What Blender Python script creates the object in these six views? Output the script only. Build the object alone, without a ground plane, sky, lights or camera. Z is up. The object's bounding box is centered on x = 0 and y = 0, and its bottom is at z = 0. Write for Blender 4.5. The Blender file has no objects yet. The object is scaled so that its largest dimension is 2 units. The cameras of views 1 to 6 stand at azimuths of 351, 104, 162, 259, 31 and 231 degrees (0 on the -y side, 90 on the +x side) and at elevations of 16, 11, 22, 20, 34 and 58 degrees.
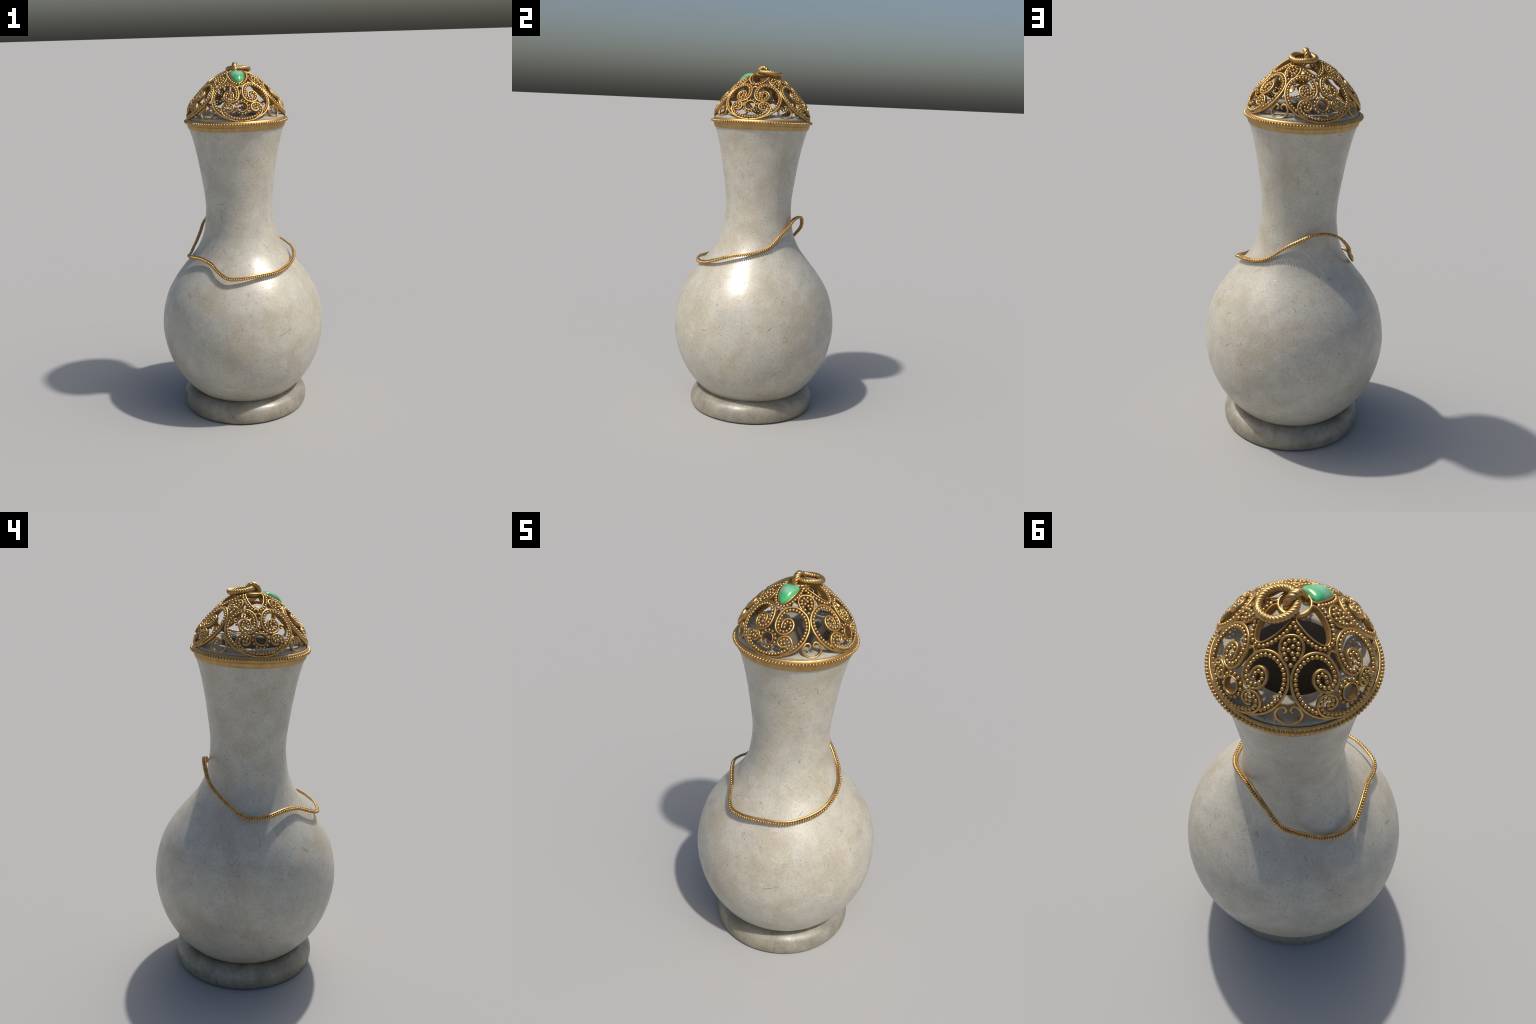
"""Pale stone bottle on a ring foot, with a beaded gold cord round its shoulder
and a pierced gold filigree dome over its mouth."""
import bpy, bmesh, math
from mathutils import Vector, Matrix

scene = bpy.context.scene
PI = math.pi


# ------------------------------------------------------------------ helpers
def new_object(name, mesh, parent=None, material=None):
    ob = bpy.data.objects.new(name, mesh)
    scene.collection.objects.link(ob)
    if parent is not None:
        ob.parent = parent
    if material is not None and mesh is not None and len(mesh.materials) == 0:
        mesh.materials.append(material)
    return ob


def mesh_from(name, verts, faces, smooth=True):
    me = bpy.data.meshes.new(name)
    me.from_pydata([tuple(v) for v in verts], [], faces)
    me.update()
    bm = bmesh.new()
    bm.from_mesh(me)
    bmesh.ops.recalc_face_normals(bm, faces=bm.faces)
    bm.to_mesh(me)
    bm.free()
    if smooth:
        me.polygons.foreach_set("use_smooth", [True] * len(me.polygons))
    return me


def spline(points, per=8, closed=False):
    """Catmull-Rom through control points of any dimension."""
    n = len(points)
    out = []
    last = n if closed else n - 1
    for i in range(last):
        if closed:
            p0, p1, p2, p3 = (points[(i + k - 1) % n] for k in range(4))
        else:
            p1, p2 = points[i], points[i + 1]
            p0 = points[i - 1] if i > 0 else tuple(2 * a - b for a, b in zip(p1, p2))
            p3 = points[i + 2] if i + 2 < n else tuple(2 * b - a for a, b in zip(p1, p2))
        for k in range(per):
            t = k / per
            out.append(tuple(
                0.5 * (2 * b + (c - a) * t + (2 * a - 5 * b + 4 * c - d) * t * t
                       + (3 * b - 3 * c + d - a) * t ** 3)
                for a, b, c, d in zip(p0, p1, p2, p3)))
    if not closed:
        out.append(tuple(points[-1]))
    return out


def lathe(name, profile, segments=128, close_ends=True):
    """Turn a list of (radius, height) about the z axis."""
    verts, faces = [], []
    n = len(profile)
    for r, z in profile:
        for j in range(segments):
            a = 2 * PI * j / segments
            verts.append((r * math.cos(a), r * math.sin(a), z))
    for i in range(n - 1):
        for j in range(segments):
            k = (j + 1) % segments
            faces.append((i * segments + j, i * segments + k,
                          (i + 1) * segments + k, (i + 1) * segments + j))
    return mesh_from(name, verts, faces)


def sweep(pts, normals, section, closed=False, scale=None):
    """Sweep a closed section of (side, up) pairs, or a function i -> section.
    up follows the given normals. Returns verts, faces."""
    n = len(pts)
    verts, faces = [], []
    for i in range(n):
        if closed:
            t = pts[(i + 1) % n] - pts[i - 1]
        else:
            t = pts[min(i + 1, n - 1)] - pts[max(i - 1, 0)]
        t.normalize()
        nn = normals[i] - t * normals[i].dot(t)
        nn.normalize()
        b = nn.cross(t)
        sec = section(i) if callable(section) else section
        k = scale(i / (n - 1)) if scale else 1.0
        for (u, v) in sec:
            verts.append(pts[i] + b * (u * k) + nn * (v * k))
    m = len(sec)
    rings = n if closed else n - 1
    for i in range(rings):
        i2 = (i + 1) % n
        for j in range(m):
            k = (j + 1) % m
            faces.append((i * m + j, i * m + k, i2 * m + k, i2 * m + j))
    if not closed:
        faces.append(tuple(range(m)))
        faces.append(tuple(range((n - 1) * m, n * m))[::-1])
    return verts, faces


def rounded_section(half_w, top, bottom, n=14, power=2.6):
    """Rounded strip: half_w wide, reaching from bottom to top."""
    c, h = (top + bottom) / 2, (top - bottom) / 2
    out = []
    for i in range(n):
        a = 2 * PI * i / n
        ca, sa = math.cos(a), math.sin(a)
        out.append((half_w * math.copysign(abs(ca) ** (2 / power), ca),
                    c + h * math.copysign(abs(sa) ** (2 / power), sa)))
    return out


def round_section(r, n=12):
    return [(r * math.cos(2 * PI * i / n), r * math.sin(2 * PI * i / n)) for i in range(n)]


def resample(pts, step, start=0.0):
    """Points spaced evenly by step along a polyline of Vectors; gives (index, fraction)."""
    out, acc, target = [], 0.0, start
    for i in range(len(pts) - 1):
        d = (pts[i + 1] - pts[i]).length
        while d > 0 and target <= acc + d + 1e-9:
            out.append((i, (target - acc) / d))
            target += step
        acc += d
    return out


# ---------------------------------------------------------------- materials
def nodes_of(name):
    m = bpy.data.materials.new(name)
    m.use_nodes = True
    nt = m.node_tree
    return m, nt, nt.nodes["Principled BSDF"]


def add(nt, kind, **props):
    n = nt.nodes.new(kind)
    for k, v in props.items():
        setattr(n, k, v)
    return n


def ramp(nt, fac, stops):
    r = add(nt, "ShaderNodeValToRGB")
    el = r.color_ramp.elements
    while len(el) < len(stops):
        el.new(0.5)
    for e, (p, c) in zip(el, stops):
        e.position = p
        e.color = (*c, 1) if len(c) == 3 else c
    nt.links.new(fac, r.inputs[0])
    return r.outputs[0]


def noise(nt, coord, scale, detail=4, rough=0.55, dist=0.0):
    n = add(nt, "ShaderNodeTexNoise")
    n.inputs["Scale"].default_value = scale
    n.inputs["Detail"].default_value = detail
    n.inputs["Roughness"].default_value = rough
    n.inputs["Distortion"].default_value = dist
    nt.links.new(coord, n.inputs["Vector"])
    return n.outputs["Fac"]


def mixc(nt, fac, a, b, blend="MIX"):
    m = add(nt, "ShaderNodeMix", data_type="RGBA", blend_type=blend)
    for sock, val in ((m.inputs[0], fac), (m.inputs[6], a), (m.inputs[7], b)):
        if hasattr(val, "is_output"):
            nt.links.new(val, sock)
        elif isinstance(val, (int, float)):
            sock.default_value = val
        else:
            sock.default_value = (*val, 1)
    return m.outputs[2]


def math_node(nt, op, a, b=None, clamp=False):
    m = add(nt, "ShaderNodeMath", operation=op, use_clamp=clamp)
    for sock, val in ((m.inputs[0], a), (m.inputs[1], b)):
        if val is None:
            continue
        if hasattr(val, "is_output"):
            nt.links.new(val, sock)
        else:
            sock.default_value = val
    return m.outputs[0]


def vec_node(nt, op, a, b=None, scale=None):
    m = add(nt, "ShaderNodeVectorMath", operation=op)
    for i, val in enumerate((a, b)):
        if val is None:
            continue
        if hasattr(val, "is_output"):
            nt.links.new(val, m.inputs[i])
        else:
            m.inputs[i].default_value = val
    if scale is not None:
        if hasattr(scale, "is_output"):
            nt.links.new(scale, m.inputs["Scale"])
        else:
            m.inputs["Scale"].default_value = scale
    return m.outputs["Value"] if op in ("DOT_PRODUCT", "LENGTH") else m.outputs["Vector"]


def nick_mask(nt, coord, scale, width, length, seed):
    """Little scattered nicks: in each Voronoi cell a short stick of random
    direction; where the surface cuts it, a dash or a dot shows."""
    shift = vec_node(nt, "ADD", coord, (seed, seed * 0.7, seed * 1.3))
    vor = add(nt, "ShaderNodeTexVoronoi", feature="F1")
    vor.inputs["Scale"].default_value = scale
    nt.links.new(shift, vor.inputs["Vector"])
    local = vec_node(nt, "SUBTRACT", shift, vor.outputs["Position"])
    direc = vec_node(nt, "NORMALIZE", vec_node(nt, "SUBTRACT", vor.outputs["Color"], (0.5, 0.5, 0.5)))
    along = vec_node(nt, "DOT_PRODUCT", local, direc)
    perp = vec_node(nt, "LENGTH", vec_node(nt, "SUBTRACT", local,
                                           vec_node(nt, "SCALE", direc, scale=along)))
    a = math_node(nt, "SUBTRACT", 1.0, math_node(nt, "DIVIDE", perp, width), clamp=True)
    b = math_node(nt, "SUBTRACT", 1.0, math_node(nt, "DIVIDE",
                  math_node(nt, "ABSOLUTE", along), length), clamp=True)
    b = math_node(nt, "MULTIPLY", b, 3.0, clamp=True)
    return math_node(nt, "MULTIPLY", math_node(nt, "MULTIPLY", a, 2.6, clamp=True), b)


def stone_material(name, light, warm, cool, dark, rough, contrast=1.0, shine=1.0):
    m, nt, bsdf = nodes_of(name)
    co = add(nt, "ShaderNodeTexCoord").outputs["Object"]
    big = noise(nt, co, 4.5, 5, 0.6, 0.4)
    mid = noise(nt, co, 11.0, 6, 0.62, 0.3)
    fine = noise(nt, co, 95.0, 4, 0.6)
    cloud = ramp(nt, big, [(0.36, warm), (0.5, light), (0.66, cool)])
    blotch = ramp(nt, mid, [(0.33, (0, 0, 0)), (0.62, (1, 1, 1))])
    col = mixc(nt, math_node(nt, "MULTIPLY", math_node(nt, "SUBTRACT", 1.0, blotch), 0.55 * contrast),
               cloud, dark)
    grain = ramp(nt, fine, [(0.3, (0.86, 0.86, 0.86)), (0.7, (1.08, 1.08, 1.08))])
    col = mixc(nt, 1.0, col, grain, "MULTIPLY")
    warped = vec_node(nt, "ADD", co, vec_node(nt, "SCALE", vec_node(
        nt, "SUBTRACT", noise_color(nt, co, 35.0), (0.5, 0.5, 0.5)), scale=0.012))
    n1 = nick_mask(nt, warped, 13.0, 0.0030, 0.058, 0.0)
    n2 = nick_mask(nt, warped, 20.0, 0.0025, 0.034, 3.1)
    n3 = nick_mask(nt, co, 9.0, 0.0022, 0.120, 7.7)
    n4 = nick_mask(nt, warped, 17.0, 0.0034, 0.040, 5.3)
    n5 = nick_mask(nt, co, 27.0, 0.0024, 0.045, 11.9)
    nick = math_node(nt, "MAXIMUM", math_node(nt, "MAXIMUM", n1, n2), n3)
    nick = math_node(nt, "MAXIMUM", nick, math_node(nt, "MULTIPLY", math_node(nt, "MAXIMUM", n4, n5), 0.7))
    patchy = ramp(nt, noise(nt, co, 16.0, 4), [(0.38, (0, 0, 0)), (0.56, (1, 1, 1))])
    nick = math_node(nt, "MULTIPLY", nick, patchy)
    hair = math_node(nt, "MAXIMUM", nick_mask(nt, co, 5.5, 0.0013, 0.24, 17.1),
                     nick_mask(nt, warped, 7.5, 0.0013, 0.18, 23.7))
    nick = math_node(nt, "MAXIMUM", nick, math_node(nt, "MULTIPLY", hair, 0.45))
    col = mixc(nt, math_node(nt, "MULTIPLY", nick, 0.70), col, tuple(0.48 * c for c in dark))
    nt.links.new(col, bsdf.inputs["Base Color"])
    bsdf.inputs["Specular IOR Level"].default_value = shine
    scuff = noise(nt, co, 30.0, 5, 0.65, 0.6)
    rr = ramp(nt, math_node(nt, "MULTIPLY", math_node(nt, "ADD", mid, scuff), 0.5),
              [(0.36, (rough + 0.10,) * 3), (0.62, (rough - 0.08,) * 3)])
    nt.links.new(rr, bsdf.inputs["Roughness"])
    h = math_node(nt, "SUBTRACT", math_node(nt, "MULTIPLY", fine, 0.12),
                  math_node(nt, "MULTIPLY", nick, 0.45))
    h = math_node(nt, "ADD", h, math_node(nt, "MULTIPLY", mid, 0.7))
    bump = add(nt, "ShaderNodeBump")
    bump.inputs["Strength"].default_value = 0.35
    bump.inputs["Distance"].default_value = 0.004
    nt.links.new(h, bump.inputs["Height"])
    nt.links.new(bump.outputs[0], bsdf.inputs["Normal"])
    return m


def noise_color(nt, coord, scale):
    n = add(nt, "ShaderNodeTexNoise")
    n.inputs["Scale"].default_value = scale
    n.inputs["Detail"].default_value = 2
    nt.links.new(coord, n.inputs["Vector"])
    return n.outputs["Color"]


def gold_material(name, light, dark, rough, streak=False):
    m, nt, bsdf = nodes_of(name)
    tc = add(nt, "ShaderNodeTexCoord")
    co = tc.outputs["Object"]
    n1 = noise(nt, co, 38.0, 5, 0.6)
    if streak:
        mp = add(nt, "ShaderNodeMapping")
        mp.inputs["Scale"].default_value = (1, 1, 0.12)
        nt.links.new(co, mp.inputs["Vector"])
        n1 = noise(nt, mp.outputs[0], 42.0, 5, 0.6)
    col = ramp(nt, n1, [(0.32, dark), (0.62, light)])
    nt.links.new(col, bsdf.inputs["Base Color"])
    bsdf.inputs["Metallic"].default_value = 1.0
    rr = ramp(nt, n1, [(0.3, (rough + 0.06,) * 3), (0.7, (rough - 0.04,) * 3)])
    nt.links.new(rr, bsdf.inputs["Roughness"])
    bump = add(nt, "ShaderNodeBump")
    bump.inputs["Strength"].default_value = 0.08
    bump.inputs["Distance"].default_value = 0.002
    nt.links.new(noise(nt, co, 120.0, 3), bump.inputs["Height"])
    nt.links.new(bump.outputs[0], bsdf.inputs["Normal"])
    return m


def green_stone_material():
    m, nt, bsdf = nodes_of("polished_green_stone")
    co = add(nt, "ShaderNodeTexCoord").outputs["Object"]
    a = noise(nt, co, 26.0, 5, 0.6, 0.8)
    b = noise(nt, co, 14.0, 3, 0.5, 0.5)
    col = ramp(nt, a, [(0.3, (0.035, 0.33, 0.11)), (0.5, (0.06, 0.44, 0.16)), (0.66, (0.10, 0.43, 0.22))])
    pale = ramp(nt, b, [(0.52, (0, 0, 0)), (0.68, (1, 1, 1))])
    col = mixc(nt, math_node(nt, "MULTIPLY", pale, 0.55), col, (0.34, 0.48, 0.40))
    nt.links.new(col, bsdf.inputs["Base Color"])
    bsdf.inputs["Roughness"].default_value = 0.22
    bsdf.inputs["Subsurface Weight"].default_value = 0.0
    return m


STONE = stone_material("pale_stone", (0.53, 0.497, 0.412), (0.47, 0.418, 0.315), (0.475, 0.465, 0.40),
                       (0.36, 0.325, 0.25), 0.36, 0.9)
FOOT_STONE = stone_material("dark_mottled_stone", (0.325, 0.295, 0.225), (0.295, 0.25, 0.172),
                            (0.305, 0.29, 0.235), (0.15, 0.128, 0.086), 0.44, 1.35)
MOUTH_STONE = stone_material("shade_darkened_mouth_stone", (0.40, 0.375, 0.305), (0.36, 0.32, 0.245), (0.36, 0.35, 0.30),  # body stone darkened and dulled for the shade under the dome
                             (0.25, 0.22, 0.165), 0.56, 0.9, 0.35)
INNER_STONE = stone_material("shadow_baked_inner_stone", (0.22, 0.19, 0.15), (0.19, 0.16, 0.12), (0.20, 0.185, 0.155),  # neck's inner shadow baked into a dark base colour
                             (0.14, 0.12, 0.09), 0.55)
GOLD = gold_material("old_gold", (0.62, 0.40, 0.155), (0.41, 0.245, 0.085), 0.42)
COLLAR_GOLD = gold_material("brushed_gold", (0.54, 0.355, 0.145), (0.44, 0.28, 0.11), 0.48, True)
GREEN = green_stone_material()

# ------------------------------------------------------------------- bottle
bottle = new_object("stone_bottle", None)
bottle["label"] = "pale stone bottle with pierced gold filigree dome and beaded cord"
bottle["category"] = "bottle"

outer = [(0.0, 0.050), (0.14, 0.052), (0.222, 0.068), (0.276, 0.098), (0.308, 0.124), (0.339, 0.156),
         (0.375, 0.200), (0.406, 0.250), (0.430, 0.300), (0.4475, 0.350), (0.460, 0.400),
         (0.4685, 0.450), (0.4715, 0.500), (0.469, 0.550), (0.4615, 0.600), (0.4495, 0.650),
         (0.4325, 0.700), (0.4065, 0.750), (0.3745, 0.800), (0.3355, 0.850), (0.2945, 0.900),
         (0.256, 0.950), (0.2285, 1.000), (0.2092, 1.050), (0.1992, 1.100), (0.1928, 1.150),
         (0.1898, 1.200), (0.1912, 1.250), (0.1966, 1.300), (0.2032, 1.350), (0.2102, 1.400),
         (0.2178, 1.450), (0.2264, 1.500), (0.2364, 1.550), (0.2485, 1.600), (0.2600, 1.640),
         (0.2655, 1.668), (0.2672, 1.684)]
mouth = [(0.2672, 1.684), (0.2678, 1.692), (0.2675, 1.704), (0.2645, 1.7125), (0.255, 1.7190),
         (0.236, 1.7225), (0.208, 1.7235), (0.180, 1.7228), (0.164, 1.7190), (0.1555, 1.711)]
inside = [(0.1555, 1.711), (0.1500, 1.690), (0.142, 1.660), (0.118, 1.560), (0.094, 1.420), (0.081, 1.320),
          (0.070, 1.230), (0.046, 1.185), (0.0, 1.175)]
body = new_object("body", lathe("body", spline(outer, 4), 160), bottle, STONE)
new_object("mouth_rim", lathe("mouth_rim", spline(mouth, 4), 160), bottle, MOUTH_STONE)
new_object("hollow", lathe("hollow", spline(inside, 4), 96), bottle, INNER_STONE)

foot_profile = [(0.262, 0.060), (0.268, 0.020), (0.285, 0.003), (0.318, 0.0), (0.347, 0.001), (0.3595, 0.007),
                (0.3645, 0.022), (0.3655, 0.042), (0.3625, 0.060), (0.3555, 0.0765), (0.346, 0.0895),
                (0.333, 0.1000), (0.316, 0.1085), (0.298, 0.1130), (0.280, 0.1110), (0.268, 0.095)]
# one side of the foot is fuller and stands a little prouder
foot_full = [(0.262, 0.060), (0.268, 0.020), (0.285, 0.003), (0.318, 0.0), (0.351, 0.001), (0.3650, 0.008),
             (0.3705, 0.026), (0.3710, 0.052), (0.3675, 0.076), (0.3600, 0.0955), (0.349, 0.1115),
             (0.338, 0.1210), (0.326, 0.1240), (0.312, 0.1210), (0.296, 0.1110), (0.272, 0.095)]
lean = spline(foot_profile, 4, closed=True)
full = spline(foot_full, 4, closed=True)
FOOT_SEG = 160
foot_v, foot_f = [], []
for (r0, z0), (r1, z1) in zip(lean, full):
    for j in range(FOOT_SEG):
        a = 2 * PI * j / FOOT_SEG
        w = min(max((math.cos(a - PI) + 0.10) / 0.95, 0.0), 1.0)
        w = 0.5 * w * w * (3 - 2 * w)
        wob = 1 + 0.0012 * math.sin(3 * a + 0.6) + 0.0008 * math.sin(7 * a)
        r, z = (r0 + (r1 - r0) * w) * wob, z0 + (z1 - z0) * w
        foot_v.append((r * math.cos(a), r * math.sin(a), z))
rows = len(lean)
for i in range(rows):
    i2 = (i + 1) % rows
    for j in range(FOOT_SEG):
        k = (j + 1) % FOOT_SEG
        foot_f.append((i * FOOT_SEG + j, i * FOOT_SEG + k, i2 * FOOT_SEG + k, i2 * FOOT_SEG + j))
foot = new_object("foot_ring", mesh_from("foot_ring", foot_v, foot_f), bottle, FOOT_STONE)

# ------------------------------------------------------------- gold collar
collar_profile = [(0.2600, 1.6505), (0.2655, 1.6500), (0.2680, 1.6518), (0.2700, 1.6590), (0.2720, 1.6668),
                  (0.2735, 1.6718), (0.2725, 1.6730), (0.2728, 1.6742), (0.2752, 1.6752),
                  (0.2772, 1.6800), (0.2790, 1.6845), (0.2800, 1.6895), (0.2790, 1.6950),
                  (0.2762, 1.7000), (0.2735, 1.7040), (0.2712, 1.7050), (0.2690, 1.7030),
                  (0.2684, 1.6900), (0.2660, 1.6700), (0.2600, 1.6505)]
collar = new_object("collar", lathe("collar", collar_profile, 160), bottle, COLLAR_GOLD)


# One bead, shared by every granule of the goldwork.
def bead_mesh(radius):
    bm = bmesh.new()
    bmesh.ops.create_icosphere(bm, subdivisions=3, radius=radius)
    me = bpy.data.meshes.new("bead")
    bm.to_mesh(me)
    bm.free()
    me.polygons.foreach_set("use_smooth", [True] * len(me.polygons))
    me.materials.append(GOLD)
    return me


BEAD_R = 0.0072
BEAD = bead_mesh(BEAD_R)


def joined_beads(name, centres, parent, subdivisions=2):
    """Many granules as one mesh; centres are (position, radius)."""
    bm = bmesh.new()
    bmesh.ops.create_icosphere(bm, subdivisions=subdivisions, radius=1.0)
    bv = [v.co.copy() for v in bm.verts]
    bm.verts.index_update()
    bf = [tuple(v.index for v in f.verts) for f in bm.faces]
    bm.free()
    verts, faces = [], []
    for entry in centres:
        c, r = entry[0], entry[1]
        o = len(verts)
        if len(entry) == 4:      # granule pressed thin along one axis
            axis, thin = entry[2], entry[3]
            verts += [c + v * r - axis * (v.dot(axis) * (r - thin)) for v in bv]
        else:
            verts += [c + v * r for v in bv]
        faces += [tuple(i + o for i in f) for f in bf]
    me = bpy.data.meshes.new(name)
    me.from_pydata([tuple(v) for v in verts], [], faces)
    me.polygons.foreach_set("use_smooth", [True] * len(me.polygons))
    ob = new_object(name, me, parent, GOLD)
    ob["kind"] = "stuff"
    return ob


RIM_BEADS = 120
rim = []
for i in range(RIM_BEADS):
    a = 2 * PI * i / RIM_BEADS
    rim.append((Vector((0.2822 * math.cos(a), 0.2822 * math.sin(a), 1.6885)), 0.0076,
                Vector((-math.sin(a), math.cos(a), 0)), 0.0064))
joined_beads("collar_granules", rim, collar)

# ---------------------------------------------------- dome: surface and grid
DOME = [(0.272, 1.690), (0.270, 1.715), (0.262, 1.750), (0.249, 1.779), (0.231, 1.806), (0.208, 1.832),
        (0.182, 1.860), (0.155, 1.886), (0.128, 1.910), (0.100, 1.929), (0.072, 1.944),
        (0.045, 1.952), (0.020, 1.955)]
DOME_S = [0.0]
for (r0, z0), (r1, z1) in zip(DOME, DOME[1:]):
    DOME_S.append(DOME_S[-1] + math.hypot(r1 - r0, z1 - z0))


def dome_rz(s):
    """Radius and height at arc length s up the dome, smoothed across knots."""
    def lin(t):
        t = min(max(t, 0.0), DOME_S[-1] - 1e-6)
        for i in range(len(DOME_S) - 1):
            if t <= DOME_S[i + 1]:
                f = (t - DOME_S[i]) / (DOME_S[i + 1] - DOME_S[i])
                return (DOME[i][0] + f * (DOME[i + 1][0] - DOME[i][0]),
                        DOME[i][1] + f * (DOME[i + 1][1] - DOME[i][1]))
        return DOME[-1]
    acc = [lin(s + d) for d in (-0.012, -0.006, 0.0, 0.006, 0.012)]
    return sum(a[0] for a in acc) / 5, sum(a[1] for a in acc) / 5


def on_dome(deg, s, lift=0.0):
    """Point and outward normal at an angle (degrees, 0 = +x) and arc length."""
    r, z = dome_rz(s)
    ra, za = dome_rz(s - 0.01)
    rb, zb = dome_rz(s + 0.01)
    nr, nz = (zb - za), -(rb - ra)
    k = math.hypot(nr, nz)
    nr, nz = nr / k, nz / k
    a = math.radians(deg)
    n = Vector((nr * math.cos(a), nr * math.sin(a), nz))
    return Vector((r * math.cos(a), r * math.sin(a), z)) + n * lift, n


def dome_wire(path, section, per=8, closed=False, lift=0.0, scale=None):
    """Mesh data of a wire laid along (degrees, s) control points on the dome."""
    fine = spline(path, per, closed)
    pn = [on_dome(d, s, lift) for d, s in fine]
    return sweep([p for p, n in pn], [n for p, n in pn], section, closed, scale)


def bead_row(path, offset, step, start=0.0, per=10, lift=0.0):
    """Granules beside a wire, on its left as it runs (seen from outside)."""
    fine = spline(path, per)
    pn = [on_dome(d, s, lift) for d, s in fine]
    row = []
    side = []
    for i in range(len(pn)):
        t = pn[min(i + 1, len(pn) - 1)][0] - pn[max(i - 1, 0)][0]
        t.normalize()
        side.append(pn[i][0] + pn[i][1].cross(t) * offset)
    for i, f in resample(side, step, start):
        row.append(side[i].lerp(side[i + 1], f))
    return row


def mirror_path(path):
    return [(-d, s) for d, s in path]


WIRE = rounded_section(0.0052, 0.0050, -0.0135)
STEP = 0.0143
GAP = 0.0122

# right half of one panel, degrees from the panel's axis and arc length
LOBE = [(0.0, 0.0155), (6, 0.0172), (11.5, 0.0220), (17, 0.0300), (22.5, 0.0405), (27.5, 0.0530),
        (32.5, 0.0720), (36.8, 0.0935), (40.2, 0.1180), (42.8, 0.1440), (43.8, 0.1720), (43.0, 0.1950),
        (40.4, 0.2130), (36, 0.2280), (30, 0.2395), (22.5, 0.2440), (15, 0.2405), (9, 0.2295),
        (5.0, 0.2115), (3.2, 0.1890), (3.0, 0.1660), (4.2, 0.1465), (6.8, 0.1310), (10, 0.1225),
        (14, 0.1195), (18.5, 0.1243), (22.2, 0.1350), (24.6, 0.1510), (25.0, 0.1680), (22.8, 0.1830),
        (18.6, 0.1902), (14.6, 0.1870), (11.9, 0.1760), (11.0, 0.1610), (11.7, 0.1450)]
CURL = [(15.0, 0.0315), (18.2, 0.0385), (21.4, 0.0465), (23.8, 0.0590), (25.1, 0.0735), (24.9, 0.0890), (23.0, 0.1040),
        (19.7, 0.1125), (15.8, 0.1118), (12.6, 0.1048), (11.0, 0.0935), (11.1, 0.0812), (12.8, 0.0715),
        (15.8, 0.0668), (18.9, 0.0715)]
POD = [(-9.5, 0.2350), (-13.3, 0.2510), (-15.3, 0.2670), (-15.0, 0.2830), (-11.2, 0.2955), (-5.6, 0.3015), (0, 0.3030),
       (5.6, 0.3015), (11.2, 0.2955), (15.0, 0.2830), (15.3, 0.2670), (13.3, 0.2510), (9.5, 0.2350)]
POD_BEADS = [(-4.9, 0.2335), (-7.6, 0.2465), (-9.5, 0.2606), (-8.8, 0.2750), (-4.2, 0.2865), (3.6, 0.2885),
             (8.9, 0.2780), (8.8, 0.2632), (7.4, 0.2486), (3.6, 0.2355), (1.8, 0.2705), (-3.6, 0.2600),
             (1.4, 0.2500)]
HEART = [(-3.5, 0.0655), (-2.0, 0.0700), (-1.8, 0.0795), (-3.8, 0.0870), (-6.8, 0.0830), (-8.7, 0.0710), (-9.3, 0.0560),
         (-7.9, 0.0395), (-4.4, 0.0265), (0, 0.0220), (4.4, 0.0265), (7.9, 0.0395), (9.3, 0.0560),
         (8.7, 0.0720), (6.6, 0.0860), (3.6, 0.0905), (1.6, 0.0830), (1.6, 0.0730), (3.2, 0.0680)]
ARCH = [(-4.6, 0.2150), (-2.6, 0.2240), (0.0, 0.2275), (2.6, 0.2240), (4.6, 0.2150)]
PETAL_HALF = [(0, 0.2470), (4.2, 0.2510), (7.8, 0.2590), (13, 0.2750), (18.5, 0.2930), (24, 0.3110), (30.5, 0.3300),
              (37.5, 0.3470), (35, 0.3590), (18, 0.3630)]
PETAL = PETAL_HALF + [(0, 0.3640)] + [(-d, s) for d, s in reversed(PETAL_HALF[1:])]
PETAL_BEADS = [(45, 0.3425), (40, 0.3275), (35, 0.3140), (30, 0.3005), (25, 0.2865), (20.5, 0.2740), (16, 0.2622),
               (11.8, 0.2515), (6.3, 0.2428), (0, 0.2388)]

dome_beads = []       # (position, radius)
dome_ring_path = [Vector((0.0490 * math.cos(2 * PI * i / 64), 0.0490 * math.sin(2 * PI * i / 64), 1.9460))
                  for i in range(64)]
v, f = sweep(dome_ring_path, [Vector((0, 0, 1))] * 64, rounded_section(0.0062, 0.0092, -0.0105, 16, 2.1), True)
dome = new_object("dome", mesh_from("dome", v, f), bottle, GOLD)

quarter = [Matrix.Rotation(k * PI / 2, 4, "Z") for k in range(4)]


def four(name, mesh):
    """Lay one part of the pattern in all four quarters of the dome."""
    mesh.materials.append(GOLD)
    for q in quarter:
        ob = bpy.data.objects.new(name, mesh)
        scene.collection.objects.link(ob)
        ob.parent = dome
        ob.matrix_local = q


def pattern_mesh(name, path, section, **kw):
    return mesh_from(name, *dome_wire(path, section, **kw))


round_off = lambda t: 1.0 if t < 0.94 else 1.0 - 0.35 * ((t - 0.94) / 0.06) ** 2
taper = lambda t: 1.0 - 0.35 * abs(2 * t - 1) ** 3

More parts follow.
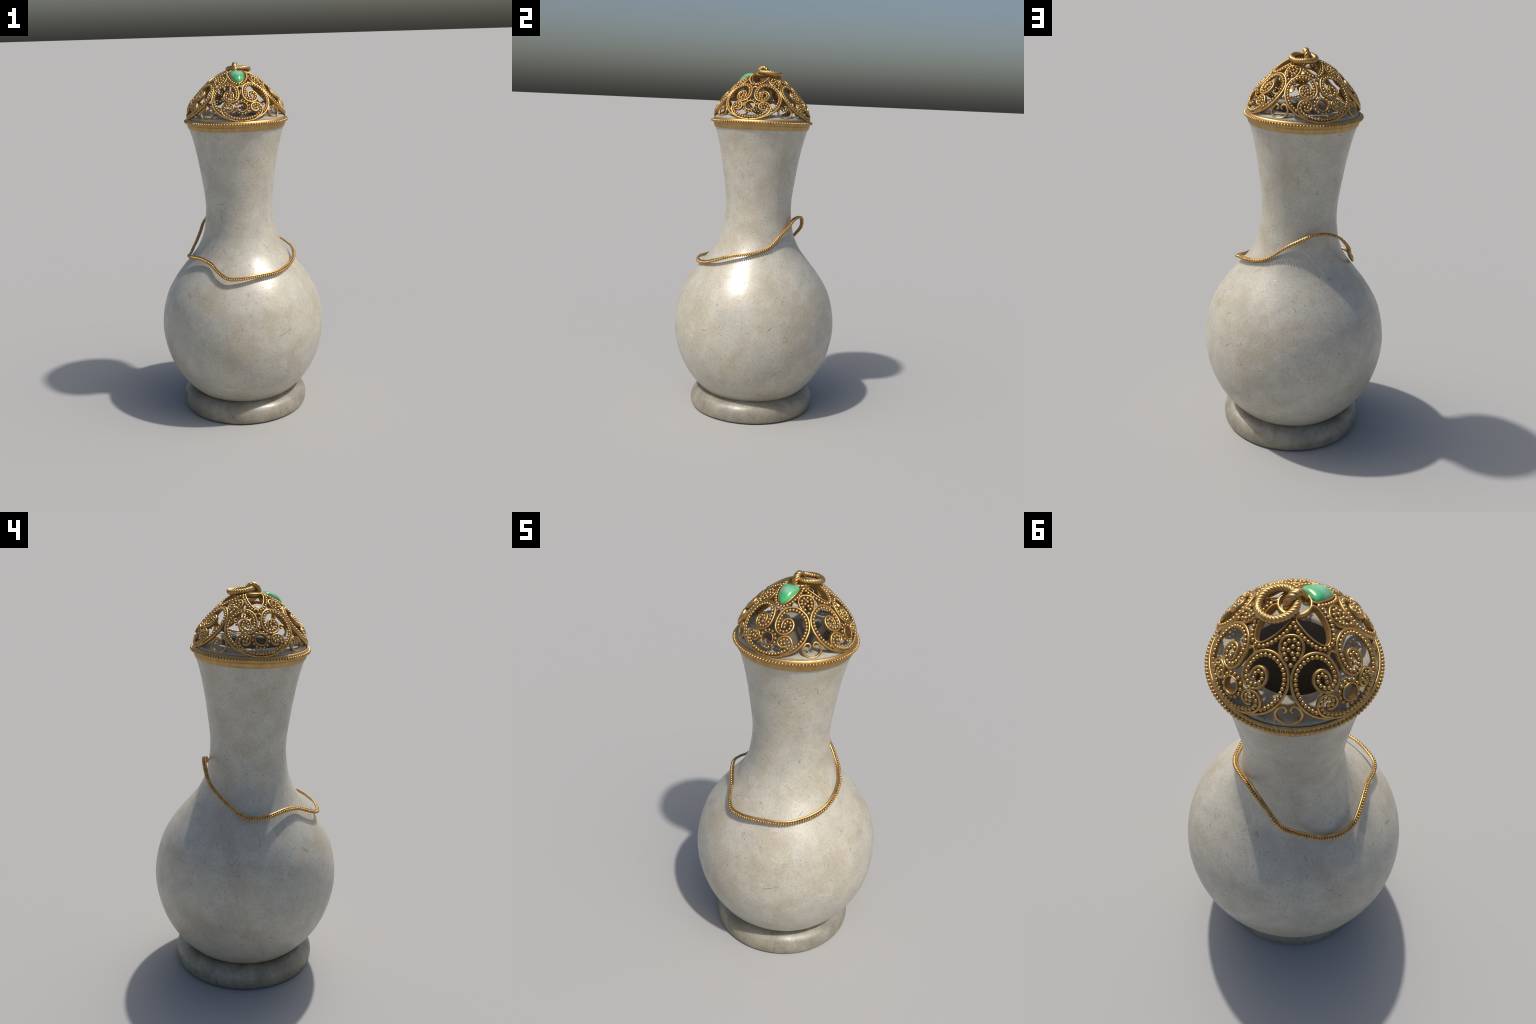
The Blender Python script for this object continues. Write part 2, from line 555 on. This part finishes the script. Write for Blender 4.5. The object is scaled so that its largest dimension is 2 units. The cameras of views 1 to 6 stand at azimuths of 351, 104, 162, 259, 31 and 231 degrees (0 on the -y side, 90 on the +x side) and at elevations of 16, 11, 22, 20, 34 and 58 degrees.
four("scroll", pattern_mesh("scroll", LOBE, WIRE, scale=round_off))
four("scroll", pattern_mesh("scroll", mirror_path(LOBE), WIRE, scale=round_off))
four("small_scroll", pattern_mesh("small_scroll", CURL, WIRE, scale=round_off))
four("small_scroll", pattern_mesh("small_scroll", mirror_path(CURL), WIRE, scale=round_off))
four("pod_loop", pattern_mesh("pod_loop", [(d + 45, s) for d, s in POD], rounded_section(0.0047, 0.0045, -0.0135)))
four("heart_scroll", pattern_mesh("heart_scroll", [(d + 45, s) for d, s in HEART], rounded_section(0.0054, 0.0055, -0.0085),
                                  lift=-0.010, scale=taper))
four("arch_link", pattern_mesh("arch_link", ARCH, rounded_section(0.0047, 0.0045, -0.0120), lift=-0.003))
four("petal_bezel", pattern_mesh("petal_bezel", PETAL, rounded_section(0.0032, 0.0050, -0.0210, 14, 3.5), closed=True))

# round bezel in each panel: a short tube standing on the dome's normal
BEZEL_S, BEZEL_R = 0.0905, 0.0272
centre, bn = on_dome(0, BEZEL_S)
bu = Vector((0, 1, 0))
bw = bn.cross(bu)
circle = [centre + bu * (BEZEL_R * math.cos(2 * PI * i / 48)) + bw * (BEZEL_R * math.sin(2 * PI * i / 48)) for i in range(48)]
v, f = sweep(circle, [bn] * 48, rounded_section(0.0026, 0.0085, -0.0190, 14, 3.5), True)
four("round_bezel", mesh_from("round_bezel", v, f))
quarter_beads = []
for i in range(13):
    a = 2 * PI * (i + 0.5) / 13
    quarter_beads.append((centre + bu * (0.0362 * math.cos(a)) + bw * (0.0362 * math.sin(a)) - bn * 0.001, 0.0065))

# granule rows of one panel
lobe_fine = spline(LOBE, 8)
outer_run = [p for i, p in enumerate(LOBE) if i >= 5]
bottom_run = [(0, 0.0155), (6, 0.0172), (11, 0.0225), (15.5, 0.0305), (18.8, 0.0392)] + CURL[2:] + [(20.6, 0.0770)]
for sign in (1, -1):
    side = -GAP if sign < 0 else GAP
    flip = (lambda p: p) if sign > 0 else mirror_path
    quarter_beads += [(p, BEAD_R) for p in bead_row(flip(outer_run), side, STEP, 0.004)]
    quarter_beads += [(p, BEAD_R) for p in bead_row(flip(bottom_run), side, STEP, STEP / 2)]
for d, s in POD_BEADS:
    quarter_beads.append((on_dome(45 + d, s, 0.001)[0], BEAD_R))
quarter_beads.append((on_dome(45, 0.2165, 0.001)[0], 0.0074))
petal_pts = [on_dome(d, s)[0] for d, s in spline(PETAL_BEADS, 10)]
half = [petal_pts[i].lerp(petal_pts[i + 1], t) for i, t in resample(petal_pts, 0.01395, 0.004)]
quarter_beads += [(p, BEAD_R) for p in half]
quarter_beads += [(Vector((p.x, -p.y, p.z)), BEAD_R) for p in half if abs(p.y) > 0.006]
for q in quarter:
    dome_beads += [(q @ p, r) for p, r in quarter_beads]
dome_beads.sort(key=lambda e: -e[0].z)
for p, r in dome_beads[:300]:
    ob = bpy.data.objects.new("bead", BEAD)
    scene.collection.objects.link(ob)
    ob.parent = dome
    ob.location = p
    ob.scale = (r / BEAD_R,) * 3
joined_beads("dome_granules", dome_beads[300:], dome)

# green cabochon in the front petal
GEM_HALF = [(0, 0.2505), (4.6, 0.2550), (8.6, 0.2640), (13.5, 0.2795), (18.8, 0.2970), (23.8, 0.3140),
            (28.8, 0.3300), (32.5, 0.3430), (26.5, 0.3530), (12, 0.3580)]
gem_outline = GEM_HALF + [(0, 0.3590)] + [(-d, s) for d, s in reversed(GEM_HALF[1:])]
petal_fine = spline(gem_outline, 6, closed=True)
mid_s = 0.315
gem_verts, gem_faces = [], []
RINGS, N = 14, len(petal_fine)
front = Matrix.Rotation(-PI / 2, 4, "Z")
edge = [on_dome(d, s, 0.001)[0] for d, s in petal_fine]
base_c, gem_n = on_dome(0, 0.308, 0.000)
for i in range(RINGS):
    rho = math.cos(PI / 2 * i / RINGS)
    up = math.sin(PI / 2 * i / RINGS)
    for e in edge:
        p = base_c + (e - base_c) * (0.99 * rho)
        gem_verts.append(front @ (p + gem_n * (0.0215 * up ** 1.1)))
gem_verts.append(front @ (base_c + gem_n * 0.0215))
for i in range(RINGS - 1):
    for j in range(N):
        k = (j + 1) % N
        gem_faces.append((i * N + j, i * N + k, (i + 1) * N + k, (i + 1) * N + j))
top = RINGS * N
for j in range(N):
    gem_faces.append(((RINGS - 1) * N + j, (RINGS - 1) * N + (j + 1) % N, top))
gem_faces.append(tuple(range(N))[::-1])
new_object("green_stone", mesh_from("green_stone", gem_verts, gem_faces), dome, GREEN)


# ------------------------------------------ twisted loop and hanging ring
def rope_section(radius, strands, turns, n_steps, n=30, depth=0.11, broad=1.0):
    def sec(i):
        tw = 2 * PI * turns * i / n_steps
        out = []
        for j in range(n):
            a = 2 * PI * j / n
            r = radius * (1 - depth + depth * 1.6 * abs(math.cos(strands * (a - tw) / 2)))
            out.append((r * math.cos(a), r * broad * math.sin(a)))
        return out
    return sec


STEPS = 220
loop_pts = []
for i in range(STEPS + 1):
    a = PI * i / STEPS
    loop_pts.append(Vector((0.001 + 0.004 * math.cos(a), -0.004 + 0.0300 * math.cos(a), 1.9470 + 0.0410 * math.sin(a))))
v, f = sweep(loop_pts, [Vector((1, 0, 0))] * (STEPS + 1), rope_section(0.0122, 4, 2.2, STEPS, broad=1.16))
new_object("twisted_loop", mesh_from("twisted_loop", v, f), dome, GOLD)

STEPS = 420
ring_pts = []
for i in range(STEPS):
    a = 2 * PI * i / STEPS
    x, y = 0.0270 + 0.0565 * math.cos(a), 0.0435 + 0.0595 * math.sin(a)
    k = min(max((y + 0.016) / 0.119, 0.0), 1.0)
    z = 1.9672 - 0.0155 * k * k * (3 - 2 * k) - 0.040 * (x - 0.026) + 0.0008 * math.sin(5 * a + 1)
    ring_pts.append(Vector((x, y, z)))
v, f = sweep(ring_pts, [Vector((0, 0, 1))] * STEPS, rope_section(0.0124, 5, 7, STEPS), True)
new_object("twisted_ring", mesh_from("twisted_ring", v, f), dome, GOLD)

# ------------------------------------------------- cord round the shoulder
# radius and height every ten degrees from -180
CORD = [(0.3034, 0.9260), (0.3057, 0.9318), (0.2969, 0.9379), (0.2921, 0.9414), (0.2932, 0.9355), (0.3038, 0.9220),
        (0.3353, 0.8943), (0.3624, 0.8699), (0.3632, 0.8678), (0.3571, 0.8733), (0.3485, 0.8750), (0.3466, 0.8764),
        (0.3416, 0.8779), (0.3310, 0.8837), (0.3274, 0.8977), (0.3232, 0.9157), (0.3125, 0.9357), (0.2976, 0.9522),
        (0.2816, 0.9590), (0.2683, 0.9689), (0.2560, 0.9797), (0.2480, 0.9961), (0.2371, 1.0248), (0.2285, 1.0580),
        (0.2210, 1.0853), (0.2155, 1.1050), (0.2155, 1.1234), (0.2214, 1.1411), (0.2336, 1.1469), (0.2492, 1.1443),
        (0.2714, 1.1241), (0.2892, 1.0724), (0.2813, 1.0193), (0.2783, 0.9795), (0.2845, 0.9461), (0.2910, 0.9252)]
cord_pts, cord_inner = [], []
cord_fine = spline([(i, r, z) for i, (r, z) in enumerate(CORD)], 1)
loop = spline([(r, z) for r, z in CORD], 12, closed=True)
for i, (r, z) in enumerate(loop):
    a = 2 * PI * i / len(loop) - PI
    k = min(max((z - 0.90) / 0.12, 0.0), 1.0)
    dr, dz = -0.0070 - 0.0032 * k, 0.0078 - 0.0056 * k
    cord_pts.append(Vector((r * math.cos(a), r * math.sin(a), z)))
    cord_inner.append(Vector(((r + dr) * math.cos(a), (r + dr) * math.sin(a), z + dz)))
v, f = sweep(cord_inner, [p - q for p, q in zip(cord_inner, cord_pts)],
             rounded_section(0.0050, 0.0044, -0.0054, 14, 2.4), True)
cord = new_object("cord", mesh_from("cord", v, f), bottle, GOLD)
total = sum((cord_pts[i] - cord_pts[i - 1]).length for i in range(len(cord_pts)))
count = round(total / 0.01225)
closed_pts = cord_pts + [cord_pts[0]]
granules = []
for i, t in resample(closed_pts, total / count)[:count]:
    p = closed_pts[i].lerp(closed_pts[i + 1], t)
    out = (p - cord_inner[i % len(cord_inner)]).normalized()
    granules.append((p + out * 0.0014, 0.0074, (closed_pts[i + 1] - closed_pts[i]).normalized(), 0.0059))
joined_beads("cord_granules", granules, cord)
